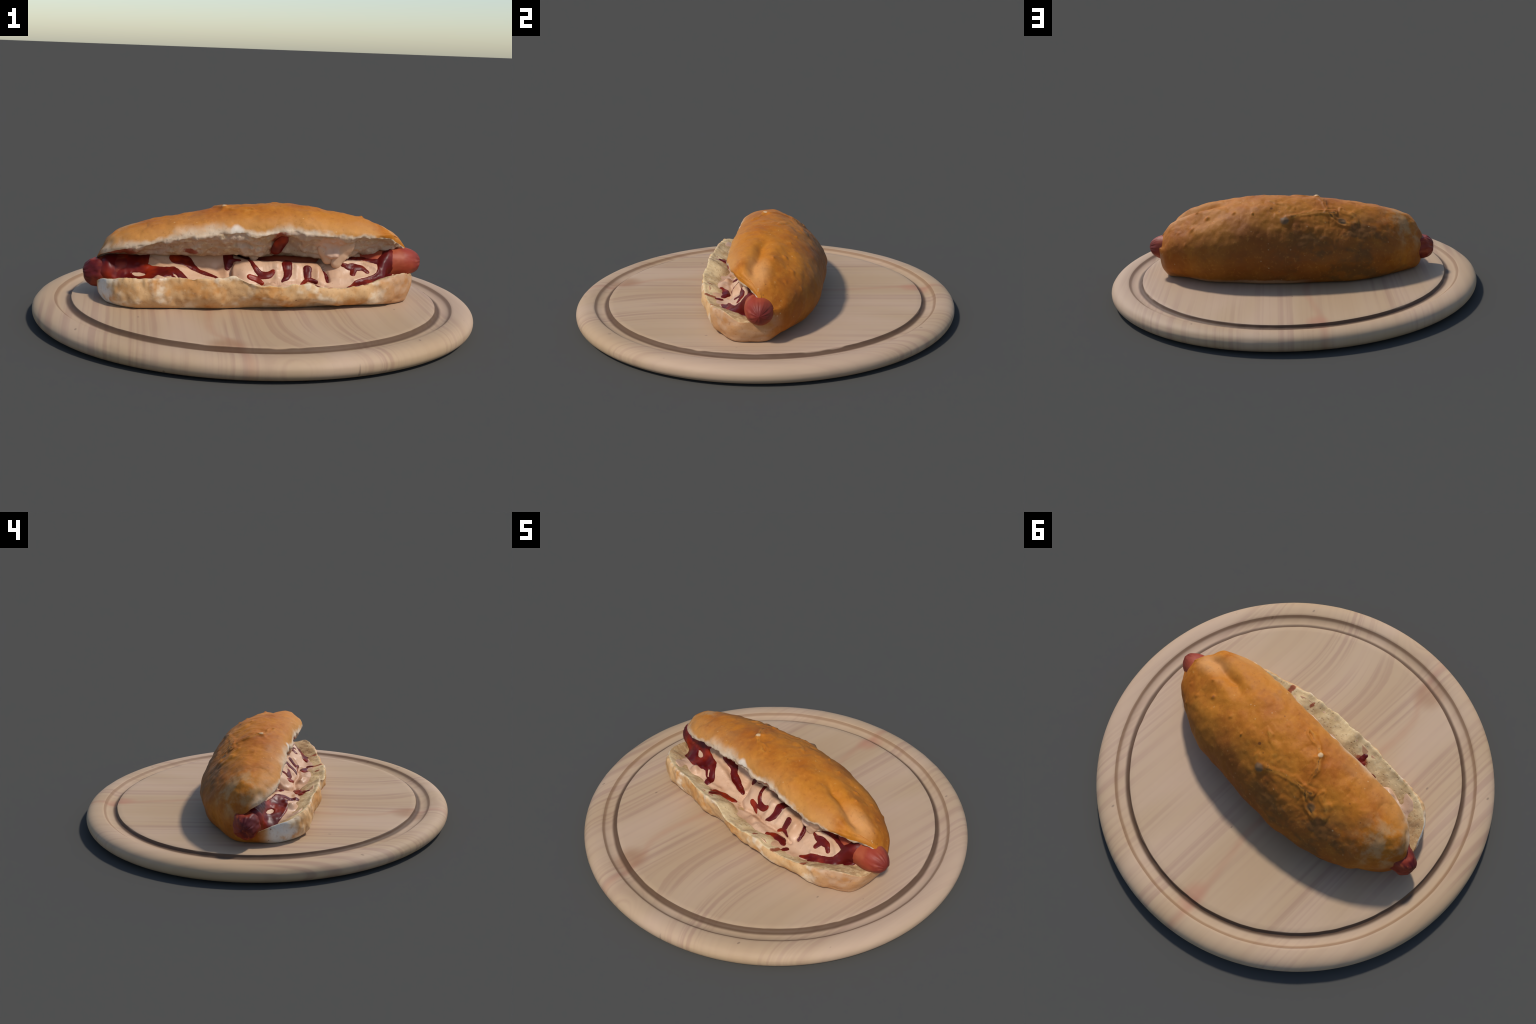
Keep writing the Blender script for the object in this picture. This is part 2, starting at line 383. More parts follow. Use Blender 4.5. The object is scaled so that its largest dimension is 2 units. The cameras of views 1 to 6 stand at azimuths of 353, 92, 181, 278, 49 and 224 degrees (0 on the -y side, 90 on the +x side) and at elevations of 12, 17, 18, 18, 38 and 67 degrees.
# ------------------------------------------------------------------ cutting board
def build_board(mat):
    # lathe profile (radius, height): underside, round rim, flat border, juice groove, disc
    rim = [(0.93 + 0.07 * abs(math.cos(a)) ** 0.9, 0.045 + 0.045 * math.copysign(abs(math.sin(a)) ** 0.9, math.sin(a)))
           for a in np.linspace(-math.pi / 2, math.pi / 2, 28)]
    prof = [(0.0, 0.0), (0.5, 0.0), (0.85, 0.0)] + rim
    prof += [(0.915, 0.0895), (0.9055, 0.0885), (0.902, 0.0865), (0.898, 0.083), (0.892, 0.0785), (0.885, 0.075), (0.875, 0.0725), (0.864, 0.0715), (0.852, 0.0715),
             (0.843, 0.0725), (0.838, 0.075), (0.8335, 0.0795), (0.8310, 0.0850), (0.8298, 0.0878), (0.8280, 0.0887), (0.80, 0.089), (0.5, 0.0892), (0.2, 0.0893), (0.0, 0.0893)]
    prof = np.array(prof); n = 540
    th = np.arange(n) * 2 * math.pi / n
    r, z = prof[:, 0][None, :] + 0 * th[:, None], prof[:, 1][None, :] + 0 * th[:, None]
    ring = np.stack([np.cos(th), np.sin(th), 0 * th], -1)
    # the groove was routed by hand: it wanders a little; the border is slightly worn
    wob = 0.0035 * vnoise(ring, 3.0, 5) + 0.0012 * vnoise(ring, 12.0, 6)
    g = ((prof[:, 0] > 0.82) & (prof[:, 0] < 0.907) & (prof[:, 1] > 0.05)).astype(float)
    inner = (prof[:, 0] < 0.85).astype(float) * g
    wob2 = 0.002 * vnoise(ring, 18.0, 9)
    r = r + wob[:, None] * g[None, :] + wob2[:, None] * inner[None, :]
    wear = (prof[:, 0] > 0.94) & (prof[:, 1] > 0.03)
    r = r - (0.002 * np.abs(vnoise(ring, 9.0, 8)))[:, None] * (wear & (prof[:, 0] < 0.995))[None, :]
    V = np.stack([r * np.cos(th)[:, None], r * np.sin(th)[:, None], z], -1)
    # the disc sags slightly towards the far side
    V[..., 2] -= 0.0045 * sstep(0.1, 0.8, V[..., 1] - .25 * V[..., 0]) * sstep(.90, .83, r) * (z > .06)
    m = len(prof); V = V.reshape(-1, 3)
    F = grid_faces(n, m, False)
    last = (n - 1) * m
    j = np.arange(m - 1)
    F = np.concatenate([F, np.stack([last + j, last + j + 1, j + 1, j], -1)])[:, ::-1]
    ob = make_mesh('cutting_board', V, F, mat)
    bm = bmesh.new(); bm.from_mesh(ob.data); bmesh.ops.remove_doubles(bm, verts=bm.verts, dist=1e-5)
    bmesh.ops.recalc_face_normals(bm, faces=bm.faces); bm.to_mesh(ob.data); bm.free()
    ob.data.polygons.foreach_set('use_smooth', np.ones(len(ob.data.polygons), bool))
    ob['label'] = 'round pale pine cutting board with juice groove'
    ob['category'] = 'cutting board'
    return ob

# ------------------------------------------------------------------ bun
FLOOR = 0.0895
lip_lo_y = stations('-.715:-.09 -.70:-.12 -.66:-.195 -.60:-.247 -.53:-.273 -.38:-.290 -.23:-.308 -.12:-.310 0:-.326 .09:-.321 .2:-.308 .26:-.299 .38:-.272 .49:-.242 .58:-.208 .65:-.172 .69:-.138 .73:-.09')
lip_lo_z = stations('-.715:.175 -.70:.19 -.65:.207 -.60:.222 -.53:.225 -.38:.235 -.23:.229 -.186:.238 -.12:.244 -.075:.226 0:.203 .09:.203 .15:.21 .2:.217 .26:.194 .38:.188 .49:.206 .58:.224 .65:.235 .69:.222 .715:.2')
bot_f = stations('-.715:-.09 -.67:-.17 -.60:-.245 -.53:-.276 -.33:-.276 -.22:-.282 -.03:-.265 .12:-.264 .25:-.240 .43:-.217 .55:-.202 .63:-.172 .68:-.135 .73:-.09')
bot_b = stations('-.715:.03 -.66:.08 -.60:.125 -.52:.175 -.44:.222 -.28:.262 -.14:.262 0:.262 .15:.25 .28:.22 .45:.18 .57:.10 .66:.06 .715:.03')
back_y = stations('-.72:.055 -.70:.07 -.667:.115 -.60:.183 -.54:.233 -.415:.279 -.31:.308 -.2:.324 -.07:.332 .05:.327 .165:.318 .27:.306 .37:.290 .46:.260 .56:.212 .66:.150 .70:.112 .728:.09')
back_z = stations('-.7:.23 0:.235 .7:.26')
top_y = stations('-.715:.03 -.55:.03 -.3:.035 -.05:.045 .1:.04 .25:.0 .4:-.03 .55:-.035 .65:-.01 .715:.015')
top_z = stations('-.72:.276 -.69:.312 -.675:.335 -.625:.375 -.53:.411 -.47:.429 -.32:.459 -.14:.493 -.02:.508 .07:.514 .13:.514 .25:.504 .41:.472 .54:.437 .6:.408 .63:.390 .66:.370 .69:.348 .72:.324')
lip_hi_y = stations('-.715:-.01 -.686:-.042 -.63:-.095 -.565:-.123 -.48:-.136 -.41:-.134 -.29:-.142 -.185:-.139 -.09:-.142 0:-.152 .064:-.150 .14:-.152 .217:-.166 .335:-.166 .435:-.160 .52:-.144 .60:-.110 .625:-.088 .645:-.057 .67:-.03 .715:.0')
lip_hi_z = stations('-.715:.268 -.686:.286 -.565:.327 -.48:.345 -.41:.363 -.29:.378 -.185:.393 -.09:.402 0:.394 .064:.402 .14:.413 .217:.402 .335:.395 .435:.391 .52:.387 .60:.380 .62:.374 .64:.358 .67:.340 .715:.312')
hinge_y = stations('-.715:.045 -.6:.11 -.4:.16 0:.17 .4:.15 .6:.10 .715:.045')
hinge_z = stations('-.715:.20 0:.225 .715:.262')
low_y = stations('-.715:-.01 -.6:-.10 -.3:-.13 0:-.14 .3:-.13 .55:-.08 .66:-.02 .715:.0')
low_z = stations('-.715:.145 -.66:.145 -.55:.140 -.3:.145 0:.14 .3:.145 .5:.165 .62:.195 .715:.205')
up_y = stations('-.715:.02 -.6:.01 -.5:-.025 -.3:-.035 -.1:-.04 0:-.04 .1:-.02 .17:-.015 .22:-.03 .30:-.07 .36:-.10 .42:-.085 .5:-.055 .6:-.01 .715:.02')
up_z = stations('-.715:.252 -.6:.268 -.4:.28 -.25:.285 -.1:.285 0:.275 .1:.285 .2:.275 .30:.28 .36:.275 .42:.285 .5:.300 .6:.308 .715:.305')

round_n = stations('-.715:1.38 -.5:1.42 -.3:1.50 -.05:1.56 .12:1.66 .25:1.80 .5:1.86 .6:1.90 .715:1.9')
GREASE = np.array([(.28, .045, .508), (.40, .012, .482), (.48, .0, .452), (.58, -.028, .425), (.66, -.02, .385)])
CRACKS = [
    [(.075, .20, .46), (.034, .229, .437), (-.01, .205, .45), (-.06, .185, .455), (-.12, .165, .46), (-.2, .156, .45), (-.235, .15, .445)],
    [(.02, .24, .43), (.01, .28, .395)],
    [(-.2, .156, .45), (-.24, .19, .41), (-.30, .20, .39)],
    [(.10, .09, .515), (.03, .12, .505), (-.01, .15, .49), (.0, .20, .455)],
    [(-.03, -.06, .50), (-.10, -.035, .505), (-.145, -.001, .503)],
    [(-.145, -.001, .503), (-.18, .06, .495), (-.20, .12, .47)],
    [(-.28, .12, .45), (-.33, .15, .43), (-.35, .19, .40)],
]
WARTS = [((.446, .121, .441), .012, .011), ((.402, .02, .482), .008, .006), ((-.145, -.001, .505), .014, .004), ((.06, .0, .527), .008, .008), ((.52, .15, .37), .010, .008), ((.50, .06, .44), .008, .006),
         ((.034, .229, .442), .020, .014), ((-.12, -.03, .505), .009, .005), ((.30, .14, .45), .008, .006), ((.20, .17, .46), .006, .006), ((-.55, .15, .36), .010, .007), ((.56, .19, .30), .009, .007),
         ((-.50, -.28, .205), .011, .010), ((-.585, -.255, .225), .012, .009), ((.36, -.03, .505), .006, .005), ((.60, .12, .34), .010, .008)]

def build_bun(mat_c, mat_i, parent):
    # stations along the loaf, denser towards the rounded ends
    s = np.linspace(-1, 1, 520)
    X = 0.715 * (0.8 * s + 0.2 * np.sin(s * math.pi / 2))
    X = X * (0.7215 / 0.715) + 0.0065          # from -0.715 to 0.728
    e = lambda a, b: np.stack([a, b], -1)
    lo, hi = e(lip_lo_y(X), lip_lo_z(X)), e(lip_hi_y(X), lip_hi_z(X))
    L, H, U = e(low_y(X), low_z(X)), e(hinge_y(X), hinge_z(X)), e(up_y(X), up_z(X))
    f0 = FLOOR + 0 * X
    yb, zb, yt, zt = back_y(X), back_z(X), top_y(X), top_z(X)
    def sup(deg):
        n = round_n(X)
        a = math.radians(deg)
        return e(yt + (yb - yt) * math.cos(a) ** (2 / n), zb + (zt - zb) * math.sin(a) ** (2 / n))
    belly = e(lip_lo_y(X) * .55 + bot_f(X) * .45 - 0.020 - 0.014 * np.exp(-((X - .22) / .14) ** 2), lip_lo_z(X) * .5 + f0 * .5)
    nose = e(lip_hi_y(X) + 0.001, lip_hi_z(X) + 0.018)
    brow = e(lip_hi_y(X) + 0.028, lip_hi_z(X) * .42 + zt * .58 + 0.004)
    fore = e(yt * .48 + lip_hi_y(X) * .52 + 0.0, zt * .88 + lip_hi_z(X) * .12 + 0.002)
    mid = lambda a, b, t=.5: a * (1 - t) + b * t
    outer = [lo, belly, e(bot_f(X), f0 + 0.012), e(bot_f(X) + .03, f0), e(mid(bot_f(X), bot_b(X)), f0), e(bot_b(X) - .03, f0), e(bot_b(X) + .01, f0 + .014),
             e(mid(yb, bot_b(X), .3), f0 + .07), e(yb, zb), sup(28), sup(55), sup(76), e(yt, zt), fore, brow, nose, hi]
    partner = [mid(lo, L, .45), mid(lo, L, .5), mid(lo, L, .65), mid(lo, L, .8), L, mid(L, H, .4), mid(L, H, .6), mid(L, H, .85), H, mid(H, U, .2), mid(H, U, .5), mid(H, U, .8), U, mid(U, hi, .3), mid(U, hi, .4), mid(U, hi, .5), mid(U, hi, .55)]
    # round the ends off onto the slot
    def capped(right_end, cap=0.055):
        q = np.clip(1 - np.where(X < 0, X + 0.715, right_end - X) / cap, 0, 1)
        return ((1 - q ** 2.2) ** 0.5)[:, None]
    under, over = capped(0.728), capped(0.709)      # the lower half reaches further out at the right end
    outer = [p + (o - p) * (under if k < 9 else over) for k, (o, p) in enumerate(zip(outer, partner))]
    lo, hi = outer[0], outer[-1]
    full = sstep(.70, .54, np.abs(X))[:, None]
    inner = [mid(hi, U, .12) + [0, .0], mid(hi, U, .45) + np.stack([.010 * sstep(.66, .5, np.abs(X)) * sstep(.1, .0, np.abs(X - .15)) + .006, .004 * sstep(.66, .5, np.abs(X))], -1), U, mid(U, H, .6) + full * [0.02, .02], H, mid(H, L, .4) + full * [0.0, -.012], L, mid(L, lo, .5) + full * [0, .001], mid(L, lo, .86) + [0, .001]]
    ctrl = np.stack(outer + inner, 1)
    no, ni = len(outer), len(inner)
    cnt = [12, 10, 4, 8, 8, 4, 8, 12, 18, 24, 22, 20, 28, 22, 14, 6] + [4] + [8, 12, 8, 8, 8, 8, 12, 10, 4]
    sec = catmull(ctrl, cnt, True)
    n, m = sec.shape[:2]
    V = np.concatenate([np.repeat(X, m)[:, None], sec.reshape(-1, 2)], 1)
    F = grid_faces(n, m, True)
    N = vert_normals(V, F)
    if (N[:, 2] * (V[:, 2] > .45)).sum() < 0:
        F = F[:, ::-1]; N = -N
    first_inner = sum(cnt[:no - 1])          # column index of the upper lip edge
    col = np.tile(np.arange(m), n)
    is_in = (col > first_inner) | (col == 0)
    # ---- surface relief
    down = sstep(FLOOR + .004, FLOOR + .03, V[:, 2])
    d = 0.0072 * fbm(V, 5.0, 11, 3) + 0.0022 * fbm(V, 22.0, 21, 2)
    wall = sstep(-.12, -.2, V[:, 1]) * sstep(.30, .26, V[:, 2])          # lumpy front wall of the lower half
    d = d + wall * (0.010 * fbm(V * [1, .6, .8], 9.0, 31, 2) + 0.004 * fbm(V, 24, 33, 2))
    top = sstep(.3, .36, V[:, 2]) * (~is_in)
    gd, ga = seg_dist(V, GREASE)
    gw = sstep(0, .35, ga) * sstep(.665, .585, V[:, 0])
    d = d - top * gw * 0.019 * np.exp(-(gd / .024) ** 2)
    rd, ra = seg_dist(V, GREASE + np.array([0, -.062, .0]))
    d = d + top * sstep(0, .3, ra) * sstep(1.0, .75, ra) * 0.007 * np.exp(-(rd / .035) ** 2)
    rd, ra = seg_dist(V, GREASE + np.array([.03, .062, -.008]))
    d = d + top * sstep(0, .3, ra) * 0.014 * np.exp(-(rd / .032) ** 2)
    wig = V + 0.012 * np.stack([vnoise(V, 30, 41), vnoise(V, 30, 42), 0 * V[:, 0]], -1)
    for c in CRACKS:
        cd, ca = seg_dist(wig, c)
        d = d - (~is_in) * (0.010 * np.exp(-(cd / .0042) ** 2) - 0.005 * np.exp(-((cd - .013) / .009) ** 2))
    for p, r, h in WARTS:
        d = d + (~is_in) * h * 1.3 * np.exp(-(np.linalg.norm((V - p) * [1, 1, .6], axis=1) / r) ** 2)
    dull = sstep(.1, .25, V[:, 1]) * sstep(.28, .36, V[:, 2]) * sstep(.2, -.1, V[:, 0])
    d = d + dull * 0.006 * np.abs(fbm(V, 16, 51, 3))
    crown = sstep(.30, .38, V[:, 2]) * (~is_in)
    fold = 1 - np.abs(fbm(V * [1.0, .5, .5] + [.7, 0, 0], 7, 55, 3)) * 2.2      # thin wandering wrinkles in the skin
    d = d + crown * .0010 * fbm(V, 34, 57, 2) - crown * .001 * np.clip(fold, 0, 1) ** 4
    # torn crumb
    roof = sstep(.26, .30, V[:, 2])
    rag = 0.006 * fbm(V, 9, 61, 2) + roof * (0.011 * fbm(V * [1, 1, 1.8], 15, 63, 3) + 0.005 * fbm(V, 42, 62, 2)) + (1 - roof) * .0018 * fbm(V, 40, 64, 2)
    d = np.where(is_in, rag, d * down)
    edge = np.minimum(np.abs(col - first_inner), np.minimum(col, m - col))
    lipj = np.exp(-(edge / 3.0) ** 2)
    d = d * (1 - .6 * lipj) + lipj * 0.0055 * fbm(V * [1, 0, 0] + [0, 0, 7], 30, 71, 3)
    endq = np.repeat(sstep(0, 0.015, np.where(X < 0, X + .715, .728 - X)), m)
    V = V + N * (d * np.maximum(endq, .0))[:, None]
    V[:, 2] = np.maximum(V[:, 2], FLOOR + .0005)
    N = vert_normals(V, F)
    fcol = col[F]
    # a face is crumb when all its columns lie between the two lips
    cmin = np.where((fcol == 0).any(1) & (fcol > m // 2).any(1), m, fcol.min(1))
    inner_face = (np.where(fcol == 0, np.where((fcol > m // 2).any(1)[:, None], m, 0), fcol).min(1) >= first_inner)
    a = sub_mesh(V, F, N, ~inner_face); b = sub_mesh(V, F, N, inner_face)
    make_mesh('bun_crust', a[0], a[1], mat_c, parent, a[2])
    make_mesh('bun_crumb', b[0], b[1], mat_i, parent, b[2])

# ------------------------------------------------------------------ sausage
def build_sausage(mat, parent):
    n, m = 220, 72
    u = np.linspace(-1, 1, n)
    x0, x1, R = -0.779, 0.783, 0.0725
    X = x0 + (x1 - x0) * (0.5 + 0.5 * np.sin(u * math.pi / 2) * .25 + 0.5 * u * .75)
    endd = np.minimum(X - x0, x1 - X)
    ln = np.where(X < 0, .105, .130)
    q = np.clip(1 - endd / ln, 0, 1)
    rad = R * np.sqrt(np.maximum(1 - q ** 2.1, 0))
    cy = smooth_interp([-.78, -.65, -.3, 0, .3, .6, .78], [.014, .004, .05, .06, .05, .003, .006], X)
    cz = smooth_interp([-.78, -.65, -.3, 0, .3, .6, .78], [.188, .194, .198, .2, .21, .243, .252], X)
    a = np.arange(m) * 2 * math.pi / m
    rr = rad[:, None] * np.ones(m)[None]
    # puckered, wrinkled ends
    pk = np.exp(-(endd / .038) ** 2)[:, None]
    ring = np.stack([np.cos(a), np.sin(a), 0 * a], -1)
    wr = vnoise(ring, 4.5, 3)[None] + .7 * vnoise(ring, 10, 4)[None]
    rr = rr * (1 + .13 * pk * wr)
    V = np.stack([np.repeat(X, m), (cy[:, None] + rr * np.cos(a)).ravel(), (cz[:, None] + rr * np.sin(a) * 1.0).ravel()], -1)
    F = grid_faces(n, m, True)
    N = vert_normals(V, F)
    if ((V[:, 2] - .2) * N[:, 2]).sum() < 0: F = F[:, ::-1]; N = -N
    V = V + N * ((0.003 + .003 * sstep(-.5, -.7, V[:, 0])) * fbm(V, 14, 81, 3) + .004 * sstep(-.66, -.72, V[:, 0]) * fbm(V * [.4, 1, 1], 38, 83, 2))[:, None]
    ob = make_mesh('sausage', V, F, mat, parent)
    bm = bmesh.new(); bm.from_mesh(ob.data); bmesh.ops.remove_doubles(bm, verts=bm.verts, dist=1e-5)
    bm.to_mesh(ob.data); bm.free()

# ------------------------------------------------------------------ filling
def arc(cy, cz, r, degs):
    return [(cy + r * math.cos(math.radians(a)), cz + r * math.sin(math.radians(a))) for a in degs]
FILL = [  # x, five (y, z) points from the lower slope up to the crumb roof
    (-.700, arc(.004, .193, .055, (205, 175, 145, 115, 80))),
    (-.665, arc(.004, .194, .0775, (215, 180, 148, 115, 80))),
    (-.620, [(-.11, .150), (-.085, .178), (-.062, .210), (-.030, .250), (.03, .278)]),
    (-.550, [(-.17, .165), (-.112, .187), (-.075, .203), (-.037, .248), (.03, .280)]),
    (-.450, [(-.23, .175), (-.19, .198), (-.11, .208), (-.052, .240), (.02, .290)]),
    (-.346, [(-.24, .175), (-.18, .195), (-.13, .220), (-.060, .238), (.02, .290)]),
    (-.270, [(-.24, .178), (-.18, .183), (-.11, .203), (-.050, .220), (.03, .290)]),
    (-.150, [(-.24, .178), (-.17, .175), (-.10, .188), (-.045, .212), (.03, .290)]),
    (-.100, [(-.25, .168), (-.18, .168), (-.118, .190), (-.070, .240), (.00, .268)]),
    (-.050, [(-.25, .164), (-.18, .166), (-.122, .210), (-.072, .258), (.00, .255)]),
    (.000, [(-.25, .160), (-.17, .166), (-.120, .214), (-.070, .260), (.01, .245)]),
    (.100, [(-.25, .162), (-.175, .186), (-.117, .224), (-.072, .258), (.01, .235)]),
    (.200, [(-.25, .162), (-.175, .180), (-.120, .230), (-.080, .259), (.01, .232)]),
    (.275, [(-.24, .162), (-.175, .174), (-.132, .218), (-.085, .256), (.00, .245)]),
    (.320, [(-.23, .162), (-.175, .172), (-.132, .188), (-.085, .228), (-.01, .285)]),
    (.390, [(-.22, .162), (-.170, .175), (-.125, .205), (-.092, .255), (-.03, .300)]),
    (.450, [(-.20, .165), (-.160, .188), (-.125, .212), (-.075, .252), (.00, .315)]),
    (.560, [(-.16, .172), (-.120, .205), (-.090, .238), (-.040, .282), (.03, .325)]),
    (.615, arc(.003, .244, .0765, (215, 185, 150, 115, 80))),
    (.655, arc(.003, .247, .058, (215, 185, 150, 115, 80))),
]
APRON = 40      # extra columns between the sheet's outer edge and t = 0
def filling(X, m=90):
    """dense surface points (len(X), m, 3)"""
    xs = [f[0] for f in FILL]
    ctrl = [np.stack([smooth_interp(xs, [f[1][k][c] for f in FILL], X) for c in (0, 1)], -1) for k in range(5)]
    inside = sstep(.65, .54, np.abs(X))[:, None]
    ctrl[0] = ctrl[0] + inside * [0, .017]
    out = np.stack([lip_lo_y(X) + .027, lip_lo_z(X) - .012], -1) * inside + (ctrl[0] + [-.004, -.012]) * (1 - inside)
    ctrl = np.stack([out] + ctrl, 1)
    sec = catmull(ctrl, [60] * 5, False)
    # resample evenly
    d = np.concatenate([np.zeros((len(X), 1)), np.cumsum(np.linalg.norm(np.diff(sec, axis=1), axis=2), 1)], 1)
    out = np.empty((len(X), m + APRON, 3))
    for i in range(len(X)):
        t = np.concatenate([np.linspace(0, d[i, 60], APRON, endpoint=False), np.linspace(d[i, 60], d[i, -1], m)])
        out[i, :, 0] = X[i]
        out[i, :, 1] = np.interp(t, d[i], sec[i, :, 0]); out[i, :, 2] = np.interp(t, d[i], sec[i, :, 1])
    return out

# tomato sauce: strokes and puddles of (x, t, radius) along the filling; t 0 = lower edge, 1 = under the roof
STROKES = [
    [(-.69, .45, .10), (-.63, .50, .085), (-.585, .58, .055), (-.54, .72, .045), (-.525, .92, .04)],
    [(-.67, .12, .05), (-.60, .22, .038), (-.53, .27, .030), (-.46, .33, .028)],
    [(-.60, .40, .05), (-.56, .42, .052), (-.47, .40, .045), (-.395, .42, .032)],
    [(-.375, .40, .024), (-.345, .30, .020), (-.325, .21, .014), (-.318, .12, .013)],
    [(-.355, .82, .030), (-.315, .76, .027), (-.287, .68, .017), (-.265, .60, .015), (-.23, .53, .017), (-.185, .475, .013), (-.14, .44, .009)],
    [(-.235, .07, .012), (-.19, .12, .017), (-.15, .17, .014), (-.12, .26, .006)],
    [(-.12, 1.0, .020), (-.12, .86, .020), (-.13, .70, .008)],
    [(-.12, .90, .012), (-.075, .83, .007)],
    [(-.03, .82, .005), (-.017, .66, .008), (.012, .51, .010), (.045, .455, .013), (.070, .50, .009)],
    [(-.035, .46, .008), (-.004, .41, .011), (.018, .34, .007)],
    [(.010, .44, .008), (.045, .44, .010)],
    [(.150, .82, .012), (.138, .63, .018), (.137, .48, .016), (.128, .385, .011), (.106, .31, .004)],
    [(.226, .55, .015), (.225, .44, .014), (.222, .38, .009)],
    [(.224, .37, .008), (.197, .30, .005)],
    [(.225, .375, .009), (.262, .32, .006)],
    [(.19, .12, .013), (.215, .19, .014), (.250, .21, .015), (.278, .16, .011)],
    [(.305, .70, .003), (.316, .53, .008), (.318, .39, .004)],
    [(.395, .66, .007), (.445, .53, .016), (.482, .46, .012), (.506, .35, .008)],
    [(.445, .50, .012), (.436, .38, .010)],
    [(.41, .77, .006), (.50, .67, .013), (.560, .60, .026), (.600, .44, .036), (.592, .26, .028), (.53, .165, .017), (.46, .13, .016), (.405, .10, .008)],
    [(.605, .78, .008), (.625, .60, .026), (.63, .30, .034), (.60, .10, .03)],
    [(.315, -.02, .008), (.318, .10, .009)], [(.20, -.10, .006), (.215, .05, .012)], [(-.225, -.08, .010), (-.22, .05, .012)], [(.46, -.05, .008), (.47, .10, .014)],
]
# creases (depth > 0) and swellings (depth < 0) of the cream: points, depth, half-width
FOLDS = [
    ([(-.11, .80), (-.125, .60), (-.115, .40), (-.07, .27)], .014, .012),
    ([(-.07, .27), (.02, .30), (.10, .26), (.20, .29), (.30, .27)], .009, .010),
    ([(.305, .75), (.318, .55), (.322, .38)], .010, .008),
    ([(-.30, .60), (-.24, .50), (-.17, .46)], .006, .014),
    ([(.035, .20), (.06, .18)], -.014, .020),
    ([(-.425, .13), (-.445, .16)], -.020, .022),
    ([(-.27, .35), (-.20, .30)], -.009, .03),
    ([(.365, .42), (.42, .30)], -.008, .028),
    ([(-.06, .55), (.02, .60), (.24, .60), (.28, .52)], -.006, .028),
    ([(.10, .12), (.17, .10)], -.008, .02),
    ([(.40, .70), (.48, .61), (.525, .48), (.552, .34), (.53, .25), (.44, .22)], -.006, .013),
    ([(-.47, .78), (-.42, .62), (-.33, .50), (-.20, .42)], -.006, .016),
    ([(-.41, .30), (-.33, .14), (-.24, .18)], -.006, .016),
    ([(.09, .62), (.085, .40)], -.005, .014), ([(.18, .60), (.175, .38)], -.005, .014), ([(.275, .58), (.27, .38)], -.005, .014),
    ([(-.18, .70), (-.16, .55)], .007, .018),
]
ISLANDS = [[(-.552, .41, .004), (-.531, .395, .009), (-.508, .41, .004)], [(-.372, .33, .002), (-.352, .24, .003)]]   # cream left showing through

def stroke_field(V, S, X, strokes):
    m = S.shape[1]; out = np.full(len(V), -1.0)
    for st in strokes:
        st = np.array(st); q = np.linspace(0, len(st) - 1, 14 * (len(st) - 1) + 1)
        x, t, r = (smooth_interp(np.arange(len(st)), st[:, k], q) for k in range(3))
        r = r * 1.22 + .0015
        fi = np.interp(x, X, np.arange(len(X))); fj = APRON + np.clip(t, -.15, 1) * (m - APRON - 1)
        P = S[np.round(fi).astype(int), np.round(fj).astype(int)]
        near = np.where((V[:, 0] > x.min() - .1) & (V[:, 0] < x.max() + .1))[0]
        d = np.full(len(near), -1.0)
        for p, rr in zip(P, r):
            d = np.maximum(d, rr - np.linalg.norm(V[near] - p, axis=1))
        out[near] = np.maximum(out[near], d)
    return out

def build_filling(mat_m, mat_k, parent):
    X = np.linspace(-.70, .655, 700); m = 200
    S = filling(X, m); n = len(X); m = m + APRON
    V = S.reshape(-1, 3); F = grid_faces(n, m, False)
    N = vert_normals(V, F)
    if N[:, 2].sum() < 0: F = F[:, ::-1]; N = -N
    amp = np.repeat(sstep(0, .08, np.minimum(X + .70, .655 - X)), m)
    d = amp * (0.006 * fbm(V, 9, 91, 2) + .0015 * fbm(V, 30, 92, 2))
    for st in FOLDS:
        q = stroke_field(V, S, X, [[(x, t, -.0013) for x, t in st[0]]])
        d = d - 1.35 * st[1] * np.exp(-(np.minimum(q, 0) / st[2]) ** 2)
    V = V + N * d[:, None]
    # closed body: the same sheet lowered along -N forms the underside
    B = V - N * .012
    VV = np.concatenate([V, B]); k = len(V)
    j = np.arange(m - 1); i = np.arange(n - 1)
    def quad(a, b): return np.stack([a, b, b + k, a + k], -1)
    rim = np.concatenate([quad(j, j + 1), quad((n - 1) * m + j + 1, (n - 1) * m + j), quad((i + 1) * m, i * m), quad(i * m + m - 1, (i + 1) * m + m - 1)])
    # ketchup: domed pools lying on the cream, their rims sunk just below it so the outline is smooth
    Sd = V.reshape(n, m, 3)
    jit = 0.0035 * fbm(V, 22, 95, 2)
    f = stroke_field(V, Sd, X, STROKES) + jit
    f = np.minimum(f, -stroke_field(V, Sd, X, ISLANDS) + jit)
    h = np.where(f < 0, np.maximum(f * .6, -.004), .0055 * (1 - np.exp(-np.maximum(f, 0) / .0045)))
    h = h + sstep(.004, .02, f) * .002 * fbm(V, 26, 97, 2)
    VK = V + N * h[:, None]
    kf = (f[F] > -.006).all(1)
    kv, kfaces, _ = sub_mesh(VK, F, N, kf)
    make_mesh('ketchup', kv, kfaces, mat_k, parent)
    make_mesh('creamy_sauce', VV, np.concatenate([F, F[:, ::-1] + k, rim]), mat_m, parent)
    return V, N, F, X, m

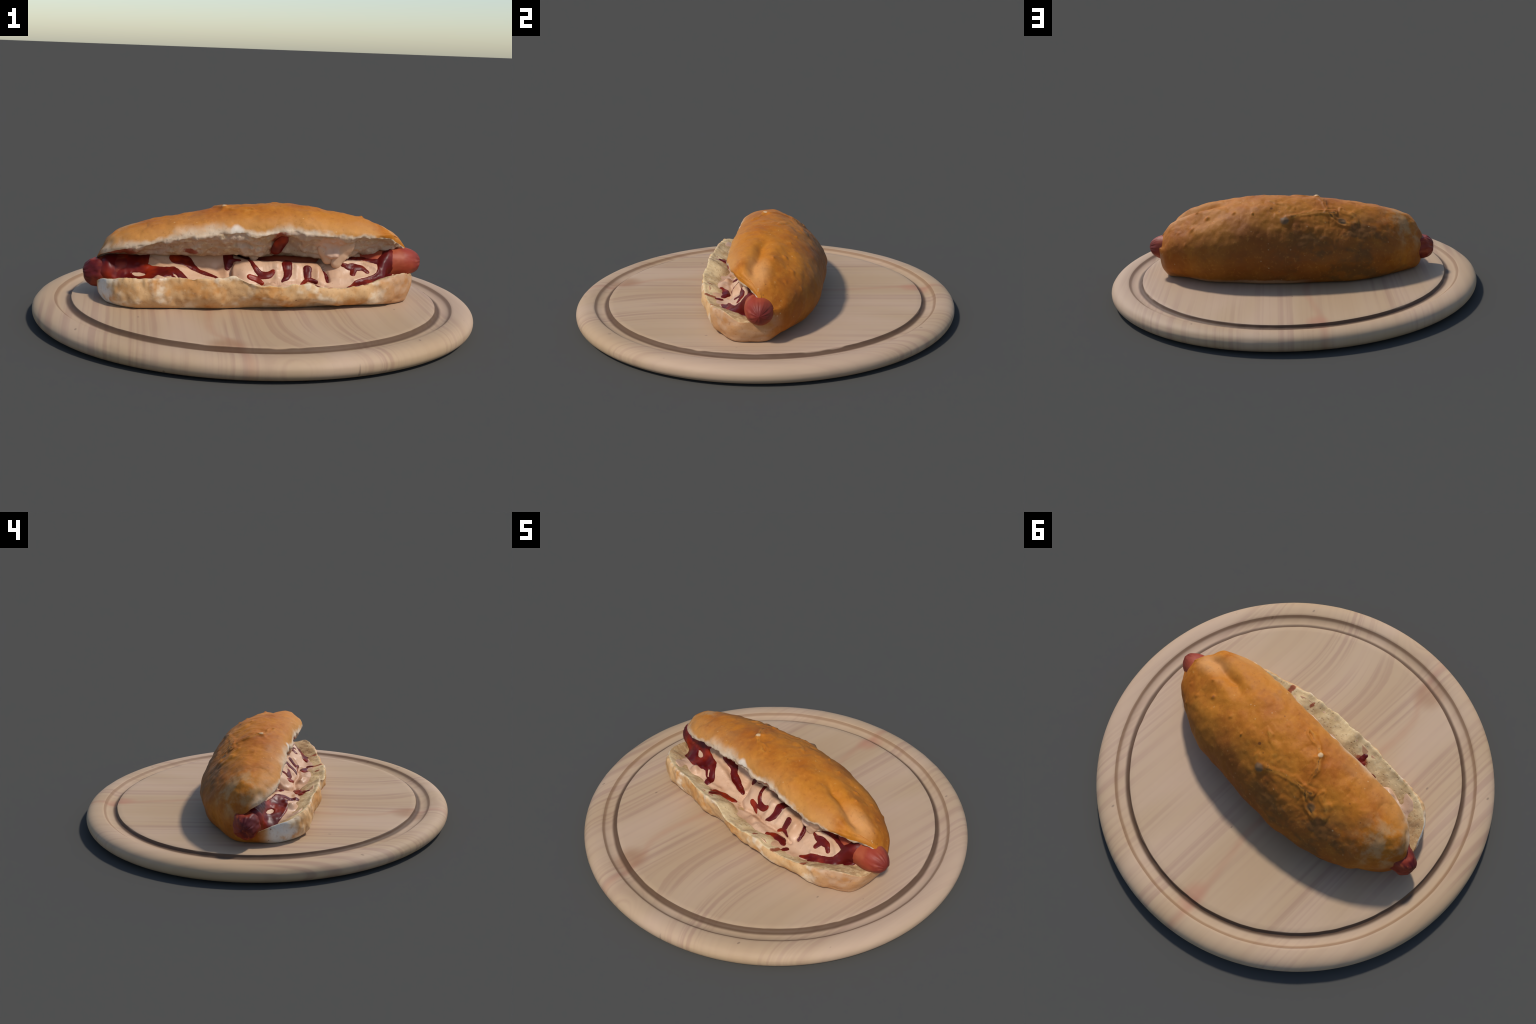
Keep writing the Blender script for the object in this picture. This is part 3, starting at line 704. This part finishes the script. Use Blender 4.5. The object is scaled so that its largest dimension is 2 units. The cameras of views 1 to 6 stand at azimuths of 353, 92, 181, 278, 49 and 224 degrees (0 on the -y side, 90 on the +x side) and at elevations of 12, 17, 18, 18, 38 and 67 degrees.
def build_drip(name, path, mat, parent, flat=1.0, seed=0):
    """soft tapering strand through (x, y, z, radius) points"""
    path = np.array(path); q = np.linspace(0, len(path) - 1, 60)
    x, y, z, r = (smooth_interp(np.arange(len(path)), path[:, k], q) for k in range(4))
    C = np.stack([x, y, z], -1); T = np.gradient(C, axis=0); T /= np.linalg.norm(T, axis=1)[:, None]
    A = np.cross(T, [0, 1, 0]); A /= np.linalg.norm(A, axis=1)[:, None]; B = np.cross(T, A)
    end = np.sqrt(np.clip(1 - (2 * np.linspace(0, 1, 60) - 1) ** 8, 0, 1)); r = r * end
    a = np.arange(40) * 2 * math.pi / 40
    V = C[:, None] + r[:, None, None] * (np.cos(a)[None, :, None] * A[:, None] + flat * np.sin(a)[None, :, None] * B[:, None])
    V = V.reshape(-1, 3); F = grid_faces(60, 40, True); N = vert_normals(V, F)
    if (N * (V - np.repeat(C, 40, 0))).sum() < 0: F = F[:, ::-1]; N = -N
    V = V + N * (.0022 * fbm(V, 24, 300 + seed, 2) * np.repeat(end, 40))[:, None]
    make_mesh(name, V, F, mat, parent)

# ------------------------------------------------------------------ assemble
def main():
    wood = mat_wood()
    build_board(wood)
    dog = bpy.data.objects.new('hot_dog', None)
    bpy.context.collection.objects.link(dog)
    dog.empty_display_size = 0.1
    dog['label'] = 'golden bread roll filled with sausage, creamy sauce and ketchup'
    dog['category'] = 'hot dog'
    build_bun(mat_crust(), mat_crumb(), dog)
    build_sausage(mat_sausage(), dog)
    cream, tomato = mat_mayo(), mat_ketchup()
    build_filling(cream, tomato, dog)
    # cream and tomato sauce clinging to the roof of the mouth
    build_drip('sauce_drip', [(.430, -.112, .388, .018), (.410, -.106, .350, .034), (.384, -.094, .308, .036), (.364, -.094, .268, .026), (.356, -.092, .238, .020)], cream, dog, .62, 1)
    build_drip('sauce_drip', [(.280, -.090, .340, .016), (.305, -.078, .312, .028), (.325, -.074, .285, .030), (.335, -.072, .255, .024)], cream, dog, .75, 2)
    build_drip('sauce_drip', [(-.03, -.052, .312, .014), (-.015, -.034, .288, .022), (.00, -.026, .258, .022)], cream, dog, .75, 3)
    build_drip('ketchup_drip', [(.122, -.132, .396, .012), (.108, -.112, .364, .026), (.092, -.082, .328, .027), (.078, -.052, .292, .020)], tomato, dog, .42, 4)

main()
